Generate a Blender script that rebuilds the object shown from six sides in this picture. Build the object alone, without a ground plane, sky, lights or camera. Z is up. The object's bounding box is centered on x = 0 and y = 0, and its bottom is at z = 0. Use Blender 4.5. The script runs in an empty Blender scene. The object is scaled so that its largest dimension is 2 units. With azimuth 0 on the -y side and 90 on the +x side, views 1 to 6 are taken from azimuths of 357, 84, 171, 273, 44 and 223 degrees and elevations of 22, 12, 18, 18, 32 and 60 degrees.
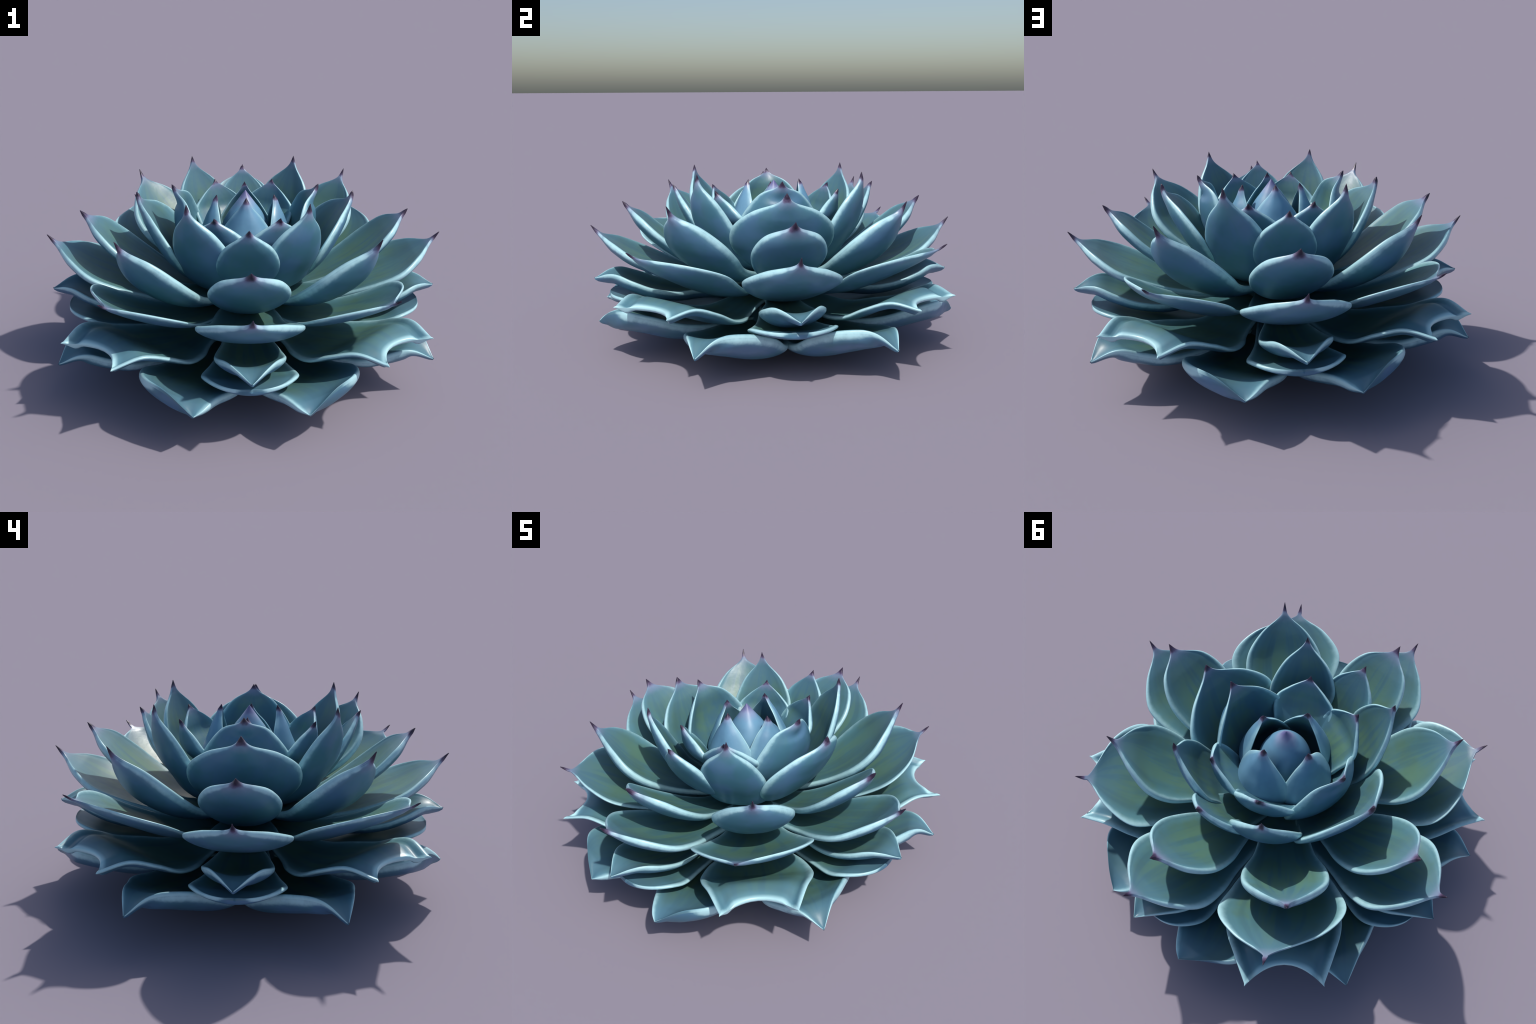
# Blue-green rosette succulent: concentric whorls of cupped, thick-margined
# leaves with purple spine tips around a closed bud, on a short stem.
import bpy, math
import numpy as np
from mathutils import Matrix, Vector

# ---------------------------------------------------------------- helpers
def spline(P, n=10):
    """Catmull-Rom through control points P (rows)."""
    P = np.asarray(P, float)
    Q = np.vstack([2 * P[0] - P[1], P, 2 * P[-1] - P[-2]])
    t = np.linspace(0, 1, n, endpoint=False)[:, None]
    out = []
    for i in range(len(P) - 1):
        a, b, c, d = Q[i:i + 4]
        out.append(.5 * (2 * b + (c - a) * t + (2 * a - 5 * b + 4 * c - d) * t * t + (-a + 3 * b - 3 * c + d) * t ** 3))
    out.append(P[-1:])
    return np.vstack(out)

def smooth(a, b, x):
    t = np.clip((x - a) / (b - a), 0, 1)
    return t * t * (3 - 2 * t)

# ---------------------------------------------------------------- whorls
# Every whorl gives the leaf margin in the leaf's own vertical plane:
#   r, z   margin height profile from base to tip (metres from the plant's axis)
#   w      half width at the same stations, o  sideways lean of the midline
#   cup    how deep the blade sags below the margin, thick  blade thickness
# at: azimuths (0 = front, 90 = right); mirror: those built left-right reversed.
WHORLS = {
 'G': dict(at=(0, 90, 180, 270),
   r=[.123, .266, .395, .512, .627, .722, .785, .822], z=[.393, .409, .46, .534, .624, .707, .756, .795],
   w=[.078, .083, .125, .171, .182, .133, .030, 0], cup=0.036, thick=.05),
 'F': dict(at=(0, 90, 180, 270),
   r=[.124, .309, .484, .63, .761, .867, .946, .996], z=[.35, .362, .394, .456, .516, .572, .618, .669],
   w=[.093, .151, .18, .227, .231, .146, .025, 0], cup=0.041, thick=.05),
 'H': dict(at=(45, 135, 225, 315),
   r=[.124, .279, .422, .542, .637, .717, .783, .82], z=[.401, .431, .479, .562, .646, .729, .788, .845],
   w=[.083, .114, .144, .193, .19, .12, .02, 0], cup=0.05, thick=0.074),
 'E': dict(at=(45, 225), mirror=(135, 315),
   r=[.122, .278, .428, .568, .717, .845, .938, .995], z=[.33, .342, .376, .438, .528, .578, .601, .639],
   w=[.087, .114, .17, .242, .289, .195, .02, 0], o=[0, 0, 0, 0, -.013, -.031, -.081, -.096], cup=0.06, thick=0.024),
 'D': dict(cup_power=.55, at=(0, 90, 180, 270), spine=False,
   r=[.122, .268, .41, .541, .67, .779, .879, .989], z=[.301, .304, .307, .306, .332, .374, .404, .373],
   w=[.089, .09, .094, .134, .156, .151, .1, 0], cup=0.05, thick=.045),
 'B': dict(at=(0, 90, 180, 270), spine=False,
   r=[.123, .288, .445, .585, .7, .778, .852, .894, .91], z=[.253, .229, .219, .237, .26, .285, .292, .294, .295],
   w=[.09, .116, .144, .179, .212, .208, .155, .088, 0], cup=0.028, thick=.03),
 'I0': dict(late=0.6, inner=0.5, at=(0, 180), tip=.028,
   r=[.121, .192, .258, .322, .378, .425, .48, .512, .53, .55], z=[.419, .46, .504, .552, .605, .678, .764, .815, .848, .88],
   w=[.09, .096, .104, .118, .139, .149, .112, .06, .02, 0], cup=0.022, thick=.05),
 'I90': dict(late=0.6, tip=.03, inner=0.5, at=(90, 270),
   r=[.122, .2, .269, .321, .379, .452, .515, .537], z=[.414, .46, .514, .602, .7, .78, .835, .89],
   w=[.08, .125, .195, .262, .259, .174, .046, 0], cup=0.07, thick=.05),
 'J': dict(late=0.6, tip=.03, inner=0.6, at=(33, 213), mirror=(147, 327),
   r=[.124, .223, .308, .36, .406, .459, .498, .507], z=[.414, .465, .528, .616, .705, .813, .898, .96],
   w=[.091, .124, .149, .158, .161, .111, .027, 0], o=[0, 0, 0, 0, -.011, -.011, -.003, 0], cup=0.041, thick=.05),
 'K': dict(late=0.6, inner=0.9, at=(25.2, 205.2), mirror=(154.8, 334.8), tip=.026,
   r=[.117, .158, .195, .227, .259, .296, .323, .34, .351, .363], z=[.462, .519, .577, .64, .69, .735, .786, .815, .838, .86],
   w=[.042, .084, .12, .137, .15, .145, .092, .05, .017, 0], cup=0.038, thick=.04),
 'L': dict(late=0.6, tip=.03, inner=0.9, at=(90, 270),
   r=[.125, .184, .213, .235, .262, .292, .338, .363], z=[.478, .547, .619, .698, .778, .852, .89, .927],
   w=[.089, .162, .215, .215, .173, .109, .03, 0], cup=0.1, thick=.045),
 'Aa': dict(cup_power=.55, at=(22.5, 202.5), mirror=(157.5, 337.5), spine=False, cup=0.052, thick=0.072,
   right=[(.12, .09, .15), (.297, .126, .154), (.472, .158, .167), (.639, .183, .201), (.788, .195, .259), (.9, .134, .286), (.946, -.005, .265), (.97, -.138, .2)],
   left=[(.12, -.09, .15), (.271, -.14, .138), (.422, -.185, .134), (.57, -.22, .146), (.708, -.235, .191), (.831, -.204, .215), (.922, -.171, .207), (.97, -.138, .2)]),
 'Ab': dict(cup_power=.55, at=(67.5, 247.5), mirror=(112.5, 292.5), spine=False, cup=0.052, thick=0.072,
   right=[(.12, .09, .15), (.279, .151, .13), (.439, .201, .123), (.593, .227, .144), (.721, .209, .214), (.829, .113, .258), (.924, -.004, .26), (1.002, -.095, .19)],
   left=[(.12, -.09, .15), (.273, -.142, .156), (.425, -.192, .163), (.57, -.235, .175), (.69, -.265, .195), (.79, -.225, .215), (.9, -.167, .24), (1.002, -.095, .19)]),
 'C': dict(at=(45, 135, 225, 315), spine=False, fork=(.903, .358),
   r=[.122, .267, .402, .521, .64, .755, .875, 1.001], z=[.278, .263, .244, .259, .287, .346, .389, .366],
   w=[.089, .114, .158, .236, .274, .267, .229, .18], cup=0.026, thick=0.03),
 'M0': dict(inner=1, at=(0, 180), bud=True,
   r=[.10, .11, .118, .121, .125, .133, .138, .139], z=[.5, .56, .62, .68, .74, .80, .85, .9],
   w=[.1, .14, .16, .142, .112, .072, .030, 0], cup=0.105, thick=0.06, power=2.8),
 'M90': dict(inner=1, at=(90, 270), bud=True,
   r=[.10, .11, .118, .121, .125, .133, .141, .143], z=[.5, .555, .61, .665, .72, .78, .825, .872],
   w=[.1, .14, .16, .142, .114, .074, .030, 0], cup=0.1, thick=0.06, power=2.8),
}

# ---------------------------------------------------------------- materials
def nodes_of(name):
    m = bpy.data.materials.new(name)
    m.use_nodes = True
    nt = m.node_tree
    return m, nt, nt.nodes['Principled BSDF']

class N:
    """Tiny node-graph helper."""
    def __init__(s, nt): s.nt = nt
    def new(s, t, **k):
        n = s.nt.nodes.new(t)
        for a, v in k.items(): setattr(n, a, v)
        return n
    def put(s, sock, v):
        if isinstance(v, bpy.types.NodeSocket): s.nt.links.new(v, sock)
        else: sock.default_value = v
    def math(s, op, a, b=0., clamp=False):
        n = s.new('ShaderNodeMath', operation=op, use_clamp=clamp)
        s.put(n.inputs[0], a); s.put(n.inputs[1], b)
        return n.outputs[0]
    def step(s, v, a, b):
        n = s.new('ShaderNodeMapRange', interpolation_type='SMOOTHSTEP')
        s.put(n.inputs['Value'], v); n.inputs['From Min'].default_value = a; n.inputs['From Max'].default_value = b
        return n.outputs[0]
    def mix(s, f, a, b):
        n = s.new('ShaderNodeMix', data_type='RGBA')
        s.put(n.inputs[0], f); s.put(n.inputs[6], a); s.put(n.inputs[7], b)
        return n.outputs[2]
    def noise(s, vec, scale, detail=3., rough=.55):
        n = s.new('ShaderNodeTexNoise')
        s.put(n.inputs['Vector'], vec)
        n.inputs['Scale'].default_value = scale; n.inputs['Detail'].default_value = detail; n.inputs['Roughness'].default_value = rough
        return n.outputs['Fac']
    def scaled(s, vec, sc):
        n = s.new('ShaderNodeMapping'); s.put(n.inputs['Vector'], vec); n.inputs['Scale'].default_value = sc
        return n.outputs[0]
    def curve(s, v, pts):
        n = s.new('ShaderNodeFloatCurve')
        c = n.mapping.curves[0]
        for i, (x, y) in enumerate(pts):
            if i < 2: c.points[i].location = (x, y)
            else: c.points.new(x, y)
        n.mapping.update()
        s.put(n.inputs['Value'], v)
        return n.outputs[0]

GREEN = (.085, .185, .150, 1)
MOSS = (.105, .220, .152, 1)
TEAL = (.075, .195, .220, 1)
BLUE = (.095, .205, .310, 1)
DEEP = (.060, .150, .215, 1)
UNDER = (.062, .178, .255, 1)
UNDER2 = (.083, .188, .325, 1)
PALE_TEAL = (.180, .410, .500, 1)
RIM = (.540, .850, .900, 1)  # pale margin, albedo raised further to paint in the sun highlights on the rims
LILAC = (.300, .310, .490, 1)
MAGENTA = (.115, .050, .135, 1)
PURPLE = (.028, .014, .040, 1)
BUD = (.150, .330, .490, 1)

def leaf_material(name, L, prof, kind, tip_len, inner=0., end_notch=0.):
    """prof: list of (along, half width, lean); kind: upper, under or bud."""
    m, nt, bsdf = nodes_of(name)
    g = N(nt)
    tc = g.new('ShaderNodeTexCoord').outputs['Object']
    vary = g.new('ShaderNodeVectorMath', operation='DOT_PRODUCT')
    g.put(vary.inputs[0], g.new('ShaderNodeObjectInfo').outputs['Location']); vary.inputs[1].default_value = (1.31, 2.77, .83)
    info = vary.outputs['Value']
    sep = g.new('ShaderNodeSeparateXYZ'); g.put(sep.inputs[0], tc)
    along = g.math('DIVIDE', sep.outputs['Y'], L)
    W = max(p[1] for p in prof)
    width = g.curve(along, [(max(0, min(1, a)), w / W) for a, w, o in prof])
    width = g.math('MAXIMUM', g.math('MULTIPLY', width, W), .004)
    if any(abs(p[2]) > 1e-6 for p in prof):
        O = .5
        lean = g.curve(along, [(max(0, min(1, a)), .5 + o / O) for a, w, o in prof])
        lean = g.math('MULTIPLY', g.math('SUBTRACT', lean, .5), O)
        side = g.math('SUBTRACT', sep.outputs['X'], lean)
    else:
        side = sep.outputs['X']
    qs = g.math('DIVIDE', side, width)
    q = g.math('ABSOLUTE', qs)
    # shift the noise per leaf so repeats differ
    add = g.new('ShaderNodeVectorMath', operation='ADD'); g.put(add.inputs[0], tc)
    comb = g.new('ShaderNodeCombineXYZ'); g.put(comb.inputs[2], g.math('MULTIPLY', info, 37.)); g.put(comb.inputs[0], g.math('MULTIPLY', info, 11.))
    g.put(add.inputs[1], comb.outputs[0]); pos = add.outputs[0]
    blotch = g.noise(pos, 7., 4.)
    fine = g.noise(pos, 34., 4.)
    # lengthwise streaks that fan out with the blade
    fan = g.new('ShaderNodeCombineXYZ')
    g.put(fan.inputs[0], g.math('MULTIPLY', qs, 3.2)); g.put(fan.inputs[1], g.math('MULTIPLY', along, 1.3)); g.put(fan.inputs[2], g.math('MULTIPLY', info, 53.))
    streak = g.noise(fan.outputs[0], 1.6, 2.5, .5)
    if kind == 'upper':
        col = g.mix(g.step(blotch, .36, .66), TEAL, GREEN)
        mid = g.math('MULTIPLY', g.step(q, .85, .3), g.math('MULTIPLY', g.step(along, .25, .5), g.step(along, .97, .75)))
        col = g.mix(g.math('MULTIPLY', mid, g.math('MULTIPLY', g.step(streak, .60, .42), .7)), col, MOSS)
        col = g.mix(g.math('MULTIPLY', g.step(streak, .48, .66), .5), col, (.062, .150, .165, 1))
        col = g.mix(g.math('MULTIPLY', g.step(along, .62, .98), .6), col, BLUE)
        if inner: col = g.mix(g.math('MULTIPLY', g.step(blotch, .75, .3), inner), col, DEEP)
        soft_a, soft_f, rim_a, rim_f = .62, .50, .84, .80
    elif kind == 'under':
        col = g.mix(g.step(blotch, .35, .65), UNDER, UNDER2)
        col = g.mix(g.math('MULTIPLY', g.step(streak, .52, .75), .25), col, TEAL)
        if tip_len: col = g.mix(g.math('MULTIPLY', g.step(along, .75, 1.0), .4), col, PALE_TEAL)  # painted lightening toward the tip, partly the shading gradient of the underside
        soft_a, soft_f, rim_a, rim_f = .83, .34, .93, .75
    else:
        col = g.mix(g.math('MULTIPLY', g.step(blotch, .4, .7), .4), BUD, UNDER2)
        soft_a, soft_f, rim_a, rim_f = .7, .2, .88, .35
    edge = g.math('ADD', q, g.math('MULTIPLY', g.math('SUBTRACT', fine, .5), .07))
    if end_notch:       # the scalloped end of a forked leaf is a margin too
        e = g.math('ADD', along, g.math('MULTIPLY', g.math('SUBTRACT', 1., g.math('MULTIPLY', q, q)), end_notch))
        edge = g.math('MAXIMUM', edge, g.math('SUBTRACT', 1., g.math('MULTIPLY', g.math('SUBTRACT', 1.01, e), 7.)))
    col = g.mix(g.math('MULTIPLY', g.step(edge, soft_a, 1.02), soft_f), col, PALE_TEAL)
    col = g.mix(g.math('MULTIPLY', g.step(edge, rim_a, 1.03), rim_f), col, RIM)
    if tip_len:
        near = g.math('MULTIPLY', g.math('SUBTRACT', 1., along), L)      # distance from the tip
        near = g.math('ADD', near, g.math('MULTIPLY', g.math('SUBTRACT', fine, .5), .03))
        lil = g.math('MULTIPLY', g.step(near, tip_len * 2.6, tip_len * .8), .6)
        col = g.mix(lil, col, LILAC)
        col = g.mix(g.math('MULTIPLY', g.step(near, tip_len * 1.35, tip_len * .85), .75), col, MAGENTA)
        col = g.mix(g.step(near, tip_len * 1.15, tip_len * .45), col, PURPLE)
    g.put(bsdf.inputs['Base Color'], col)
    g.put(bsdf.inputs['Roughness'], g.math('SUBTRACT', g.math('ADD', .34, g.math('MULTIPLY', fine, .14)), g.math('MULTIPLY', g.step(edge, rim_a, 1.03), .10)))
    bsdf.inputs['Specular IOR Level'].default_value = .5
    b = g.new('ShaderNodeBump'); b.inputs['Strength'].default_value = .06; b.inputs['Distance'].default_value = .01
    g.put(b.inputs['Height'], fine); g.put(bsdf.inputs['Normal'], b.outputs[0])
    return m

def stem_material():
    m, nt, bsdf = nodes_of('stem_skin')
    g = N(nt)
    tc = g.new('ShaderNodeTexCoord').outputs['Object']
    g.put(bsdf.inputs['Base Color'], g.mix(g.step(g.noise(tc, 12.), .35, .65), TEAL, UNDER))
    bsdf.inputs['Roughness'].default_value = .5
    return m

# ---------------------------------------------------------------- leaf mesh
AROUND = 60
def margins(d, n=9):
    """Left and right margin curves as (radial, sideways, up)."""
    if 'left' in d:
        return spline(d['left'], n), spline(d['right'], n)
    K = len(d['r'])
    E = spline(np.stack([d['r'], d.get('o', [0] * K), d['z'], d['w']], -1), n)
    r, o, z, w = E.T
    w = np.maximum(w, 0)
    if d.get('spine', True):      # needle tip: a slender cone, never thinner than a thorn
        gap = np.sqrt((r - r[-1]) ** 2 + (z - z[-1]) ** 2 + (o - o[-1]) ** 2)
        w = np.maximum(w, np.where(gap < .055, .001 + .2 * gap, 0))
    return np.stack([r, o - w, z], -1), np.stack([r, o + w, z], -1)

def leaf_points(d):
    """Grid of cross-section rings: array (stations, AROUND, 3) as radial, sideways, up."""
    Lm, Rm = margins(d)
    n = len(Lm); u = np.linspace(0, 1, n)
    mid = (Lm + Rm) / 2; half = (Rm - Lm) / 2
    w = np.linalg.norm(half, axis=1); W = w.max()
    tang = np.gradient(mid, axis=0)
    lat = half / np.maximum(w, 1e-5)[:, None]
    lat[-1] = lat[-2]
    k = np.ones(7) / 7
    for A in (tang, lat):
        for c in range(3):
            A[:, c] = np.convolve(np.pad(A[:, c], 3, mode='edge'), k, 'valid')
    nor = np.cross(tang, lat)
    nor /= np.linalg.norm(nor, axis=1)[:, None]               # blade normal, upper side
    cup = d['cup'] * (w / W) ** d.get('cup_power', 1.1)
    late = d.get('late', 0.)      # inner leaves stay flat near the base
    cup = cup * (1 - late + late * smooth(0, .6, u))
    if 'fork' in d:
        cup = d['cup'] * smooth(0, .3, u) * (1 - .5 * smooth(.7, 1, u))
    th = np.minimum(d['thick'], .35 * d['thick'] + .22 * w)
    th = np.minimum(th, .002 + 1.7 * w)
    if d.get('spine', True) is False and 'fork' not in d:
        th = np.minimum(d['thick'], .014 + .5 * w)
    a = np.linspace(0, 2 * np.pi, AROUND, endpoint=False)
    ca, sa = np.cos(a), np.sin(a)
    x = np.sign(ca) * np.abs(ca) ** .72
    y = np.sign(sa) * np.abs(sa) ** .7
    sag = -(1 - np.abs(x) ** d.get('power', 2.2))
    lip = np.where(sa >= 0, np.exp(-((np.abs(x) - .93) / .06) ** 2), 0) * d.get('lip', .005)
    h = cup[:, None] * sag[None] + .5 * th[:, None] * y[None] + lip[None] * np.minimum(1, w / W * 1.3)[:, None]
    if 'fork' in d:               # a groove runs out to each horn
        h = h - .022 * np.exp(-((np.abs(x) - .80) / .11) ** 2)[None] * (smooth(.5, .95, u))[:, None]
    G = mid[:, None] + half[:, None] * x[None, :, None] + nor[:, None] * h[..., None]
    if 'fork' in d:               # two horns: the middle of the end stays back and arches up
        rn, zn = d['fork']
        back = (1 - np.abs(x) ** 2)[None] * (u ** 4)[:, None]
        G[..., 0] -= (mid[-1, 0] - rn) * back
        G[..., 2] += (zn - mid[-1, 2] + d['cup'] * .5) * back
        # round off the free end
        end = []
        for f in np.linspace(.25, 1, 6):
            c = math.sqrt(max(1 - f * f, 0))
            ring = G[-1].copy()
            core = mid[-1] + half[-1] * x[:, None] + nor[-1] * (cup[-1] * sag)[:, None]
            core[:, 0] -= (mid[-1, 0] - rn) * back[-1]; core[:, 2] += (zn - mid[-1, 2] + d['cup'] * .5) * back[-1]
            ring = core + (ring - core) * max(c, .02)
            ring[:, 0] += f * th[-1] * .45
            end.append(ring)
        G = np.concatenate([G, np.array(end)])
    return G, y, x

def mid_full(d):
    Lm, Rm = margins(d)
    return (Lm + Rm) / 2

def build_leaf(name, d, mirrored):
    G, y, x = leaf_points(d)
    n = len(G)
    Lm, Rm = margins(d, 3)
    mid = (Lm + Rm) / 2; half = np.abs(Rm - Lm)[:, 1] / 2
    # leaf frame: origin at the base, Y to the tip, Z the upper side
    base = mid[0, [0, 2]]; tip = mid[-1, [0, 2]]
    L = np.linalg.norm(tip - base); ax = (tip - base) / L; nm = np.array([-ax[1], ax[0]])
    rel = np.stack([G[..., 0] - base[0], G[..., 2] - base[1]], -1)
    P = np.stack([G[..., 1] * (-1 if mirrored else 1), rel @ ax, rel @ nm], -1)
    verts = P.reshape(-1, 3).tolist()
    faces, mats = [], []
    for i in range(n - 1):
        for j in range(AROUND):
            k = (j + 1) % AROUND
            q = (i * AROUND + j, i * AROUND + k, (i + 1) * AROUND + k, (i + 1) * AROUND + j)
            faces.append(q if mirrored else q[::-1])
            mats.append(0 if y[j] + y[k] > 0 else 1)
    for row, flip in ((0, mirrored), (n - 1, not mirrored)):      # close both ends with strips
        o = row * AROUND
        for j in range(AROUND // 2):
            q = [o + j, o + j + 1, o + (AROUND - j - 1) % AROUND, o + (AROUND - j) % AROUND]
            q = [v for i_, v in enumerate(q) if v not in q[:i_]]
            if len(q) > 2:
                faces.append(q[::-1] if flip else q); mats.append(1)
    def mesh_of(nm_, sel):
        used = sorted({v for f in sel for v in faces[f]})
        new = {v: i for i, v in enumerate(used)}
        m = bpy.data.meshes.new(nm_)
        m.from_pydata([verts[v] for v in used], [], [[new[v] for v in faces[f]] for f in sel])
        m.polygons.foreach_set('material_index', [mats[f] for f in sel])
        m.polygons.foreach_set('use_smooth', [True] * len(sel))
        m.update()
        return m, used
    whole, _ = mesh_of(name, range(len(faces)))
    meshes = [whole]
    if d.get('spine', True):      # the needle tip is a part of its own; both keep the whole leaf's normals
        nv = np.zeros(len(verts) * 3); whole.vertices.foreach_get('normal', nv); nv = nv.reshape(-1, 3)
        gap = np.linalg.norm(mid_full(d) - mid_full(d)[-1], axis=1)
        cut = int(np.argmax(gap < d.get('tip', .042) * 1.05))
        row = [min(f) // AROUND for f in faces]
        parts = ([f for f in range(len(faces)) if row[f] < cut], [f for f in range(len(faces)) if row[f] >= cut])
        meshes = []
        for nm_, sel in zip((name, 'spine_tip'), parts):
            m, used = mesh_of(nm_, sel)
            m.normals_split_custom_set_from_vertices([tuple(nv[v]) for v in used])
            meshes.append(m)
        bpy.data.meshes.remove(whole)
    # width profile along the leaf for the margin colour
    al_l = ((Lm[:, [0, 2]] - base) @ ax) / L; al_r = ((Rm[:, [0, 2]] - base) @ ax) / L
    al_l = np.maximum.accumulate(al_l); al_r = np.maximum.accumulate(al_r)
    flip = -1 if mirrored else 1
    prof = []
    for a_ in np.linspace(0, 1, 22):
        tl, tr = np.interp(a_, al_l, Lm[:, 1]), np.interp(a_, al_r, Rm[:, 1])
        prof.append((float(a_), float(max(tr - tl, 0) / 2), float(tl + tr) / 2 * flip))
    keep = [prof[0]]
    for q in prof[1:]:
        if q[0] > keep[-1][0] + .01: keep.append(q)
    return meshes, L, keep, base, ax, nm

def place(base, ax, nm, az):
    a = math.radians(az)
    rad = Vector((math.sin(a), -math.cos(a), 0)); side = Vector((math.cos(a), math.sin(a), 0)); up = Vector((0, 0, 1))
    Y = rad * ax[0] + up * ax[1]; Z = rad * nm[0] + up * nm[1]
    M = Matrix((side, Y, Z)).transposed().to_4x4()
    M.translation = rad * base[0] + up * base[1]
    return M

plant = bpy.data.objects.new('rosette_succulent', None)
plant['label'] = 'blue-green rosette succulent with purple-tipped cupped leaves'
plant['category'] = 'succulent plant'
bpy.context.scene.collection.objects.link(plant)

def add(name, me, M=None):
    ob = bpy.data.objects.new(name, me)
    bpy.context.scene.collection.objects.link(ob)
    ob.parent = plant
    if M is not None: ob.matrix_world = M
    return ob

for key, d in WHORLS.items():
    bud = d.get('bud', False)
    for mirrored, azs in ((False, d['at']), (True, d.get('mirror', ()))):
        if not azs: continue
        nm_ = 'bud_petal' if bud else 'leaf'
        meshes, L, prof, base, ax, nm = build_leaf(nm_, d, mirrored)
        tip = 0 if d.get('spine', True) is False else d.get('tip', .042 if not bud else .024)
        notch = (d['r'][-1] - d['fork'][0]) / L if 'fork' in d else 0.
        mats = (leaf_material('leaf_upper', L, prof, 'upper', tip, d.get('inner', 0.), notch),
                leaf_material('leaf_underside', L, prof, 'bud' if bud else 'under', tip, 0., notch))
        for me in meshes:
            for m in mats: me.materials.append(m)
        for az in azs:
            blade = add(nm_, meshes[0], place(base, ax, nm, az))
            for me in meshes[1:]:
                sp = bpy.data.objects.new('spine_tip', me)
                bpy.context.scene.collection.objects.link(sp)
                sp.parent = blade

# ---------------------------------------------------------------- bud core and stem: turned bodies
def turned(name, prof, n=48, steps=8):
    P = spline(prof, steps)
    verts, faces = [], []
    for r_, z_ in P:
        for j in range(n):
            t = 2 * math.pi * j / n
            verts.append((max(r_, 0) * math.cos(t), max(r_, 0) * math.sin(t), max(z_, 0)))
    m = len(P)
    for i in range(m - 1):
        for j in range(n):
            k = (j + 1) % n
            faces.append((i * n + j, i * n + k, (i + 1) * n + k, (i + 1) * n + j))
    faces.append(tuple(range(n))[::-1]); faces.append(tuple((m - 1) * n + j for j in range(n)))
    me = bpy.data.meshes.new(name)
    me.from_pydata(verts, [], faces)
    me.polygons.foreach_set('use_smooth', [True] * len(faces))
    me.update()
    return me

core = turned('bud_heart', [(.06, .50), (.115, .60), (.128, .66), (.116, .72), (.086, .78), (.050, .83), (.017, .875), (.001, .897)])
cm, nt, bsdf = nodes_of('bud_heart_skin')
g = N(nt)
tc = g.new('ShaderNodeTexCoord').outputs['Object']
sep = g.new('ShaderNodeSeparateXYZ'); g.put(sep.inputs[0], tc)
col = g.mix(g.math('MULTIPLY', g.step(g.noise(tc, 9.), .4, .7), .4), BUD, UNDER2)
near = g.math('ADD', g.math('SUBTRACT', .897, sep.outputs['Z']), g.math('MULTIPLY', g.math('SUBTRACT', g.noise(tc, 30.), .5), .03))
col = g.mix(g.math('MULTIPLY', g.step(near, .09, .03), .75), col, LILAC)
col = g.mix(g.math('MULTIPLY', g.step(near, .05, .01), .8), col, (.11, .09, .26, 1))
g.put(bsdf.inputs['Base Color'], col); bsdf.inputs['Roughness'].default_value = .4
core.materials.append(cm)
add('bud_heart', core)

stem = turned('stem', [(.08, 0), (.18, .0), (.25, .035), (.27, .085), (.235, .14), (.17, .22), (.15, .40), (.12, .52), (.05, .55)])
stem.materials.append(stem_material())
add('stem', stem)
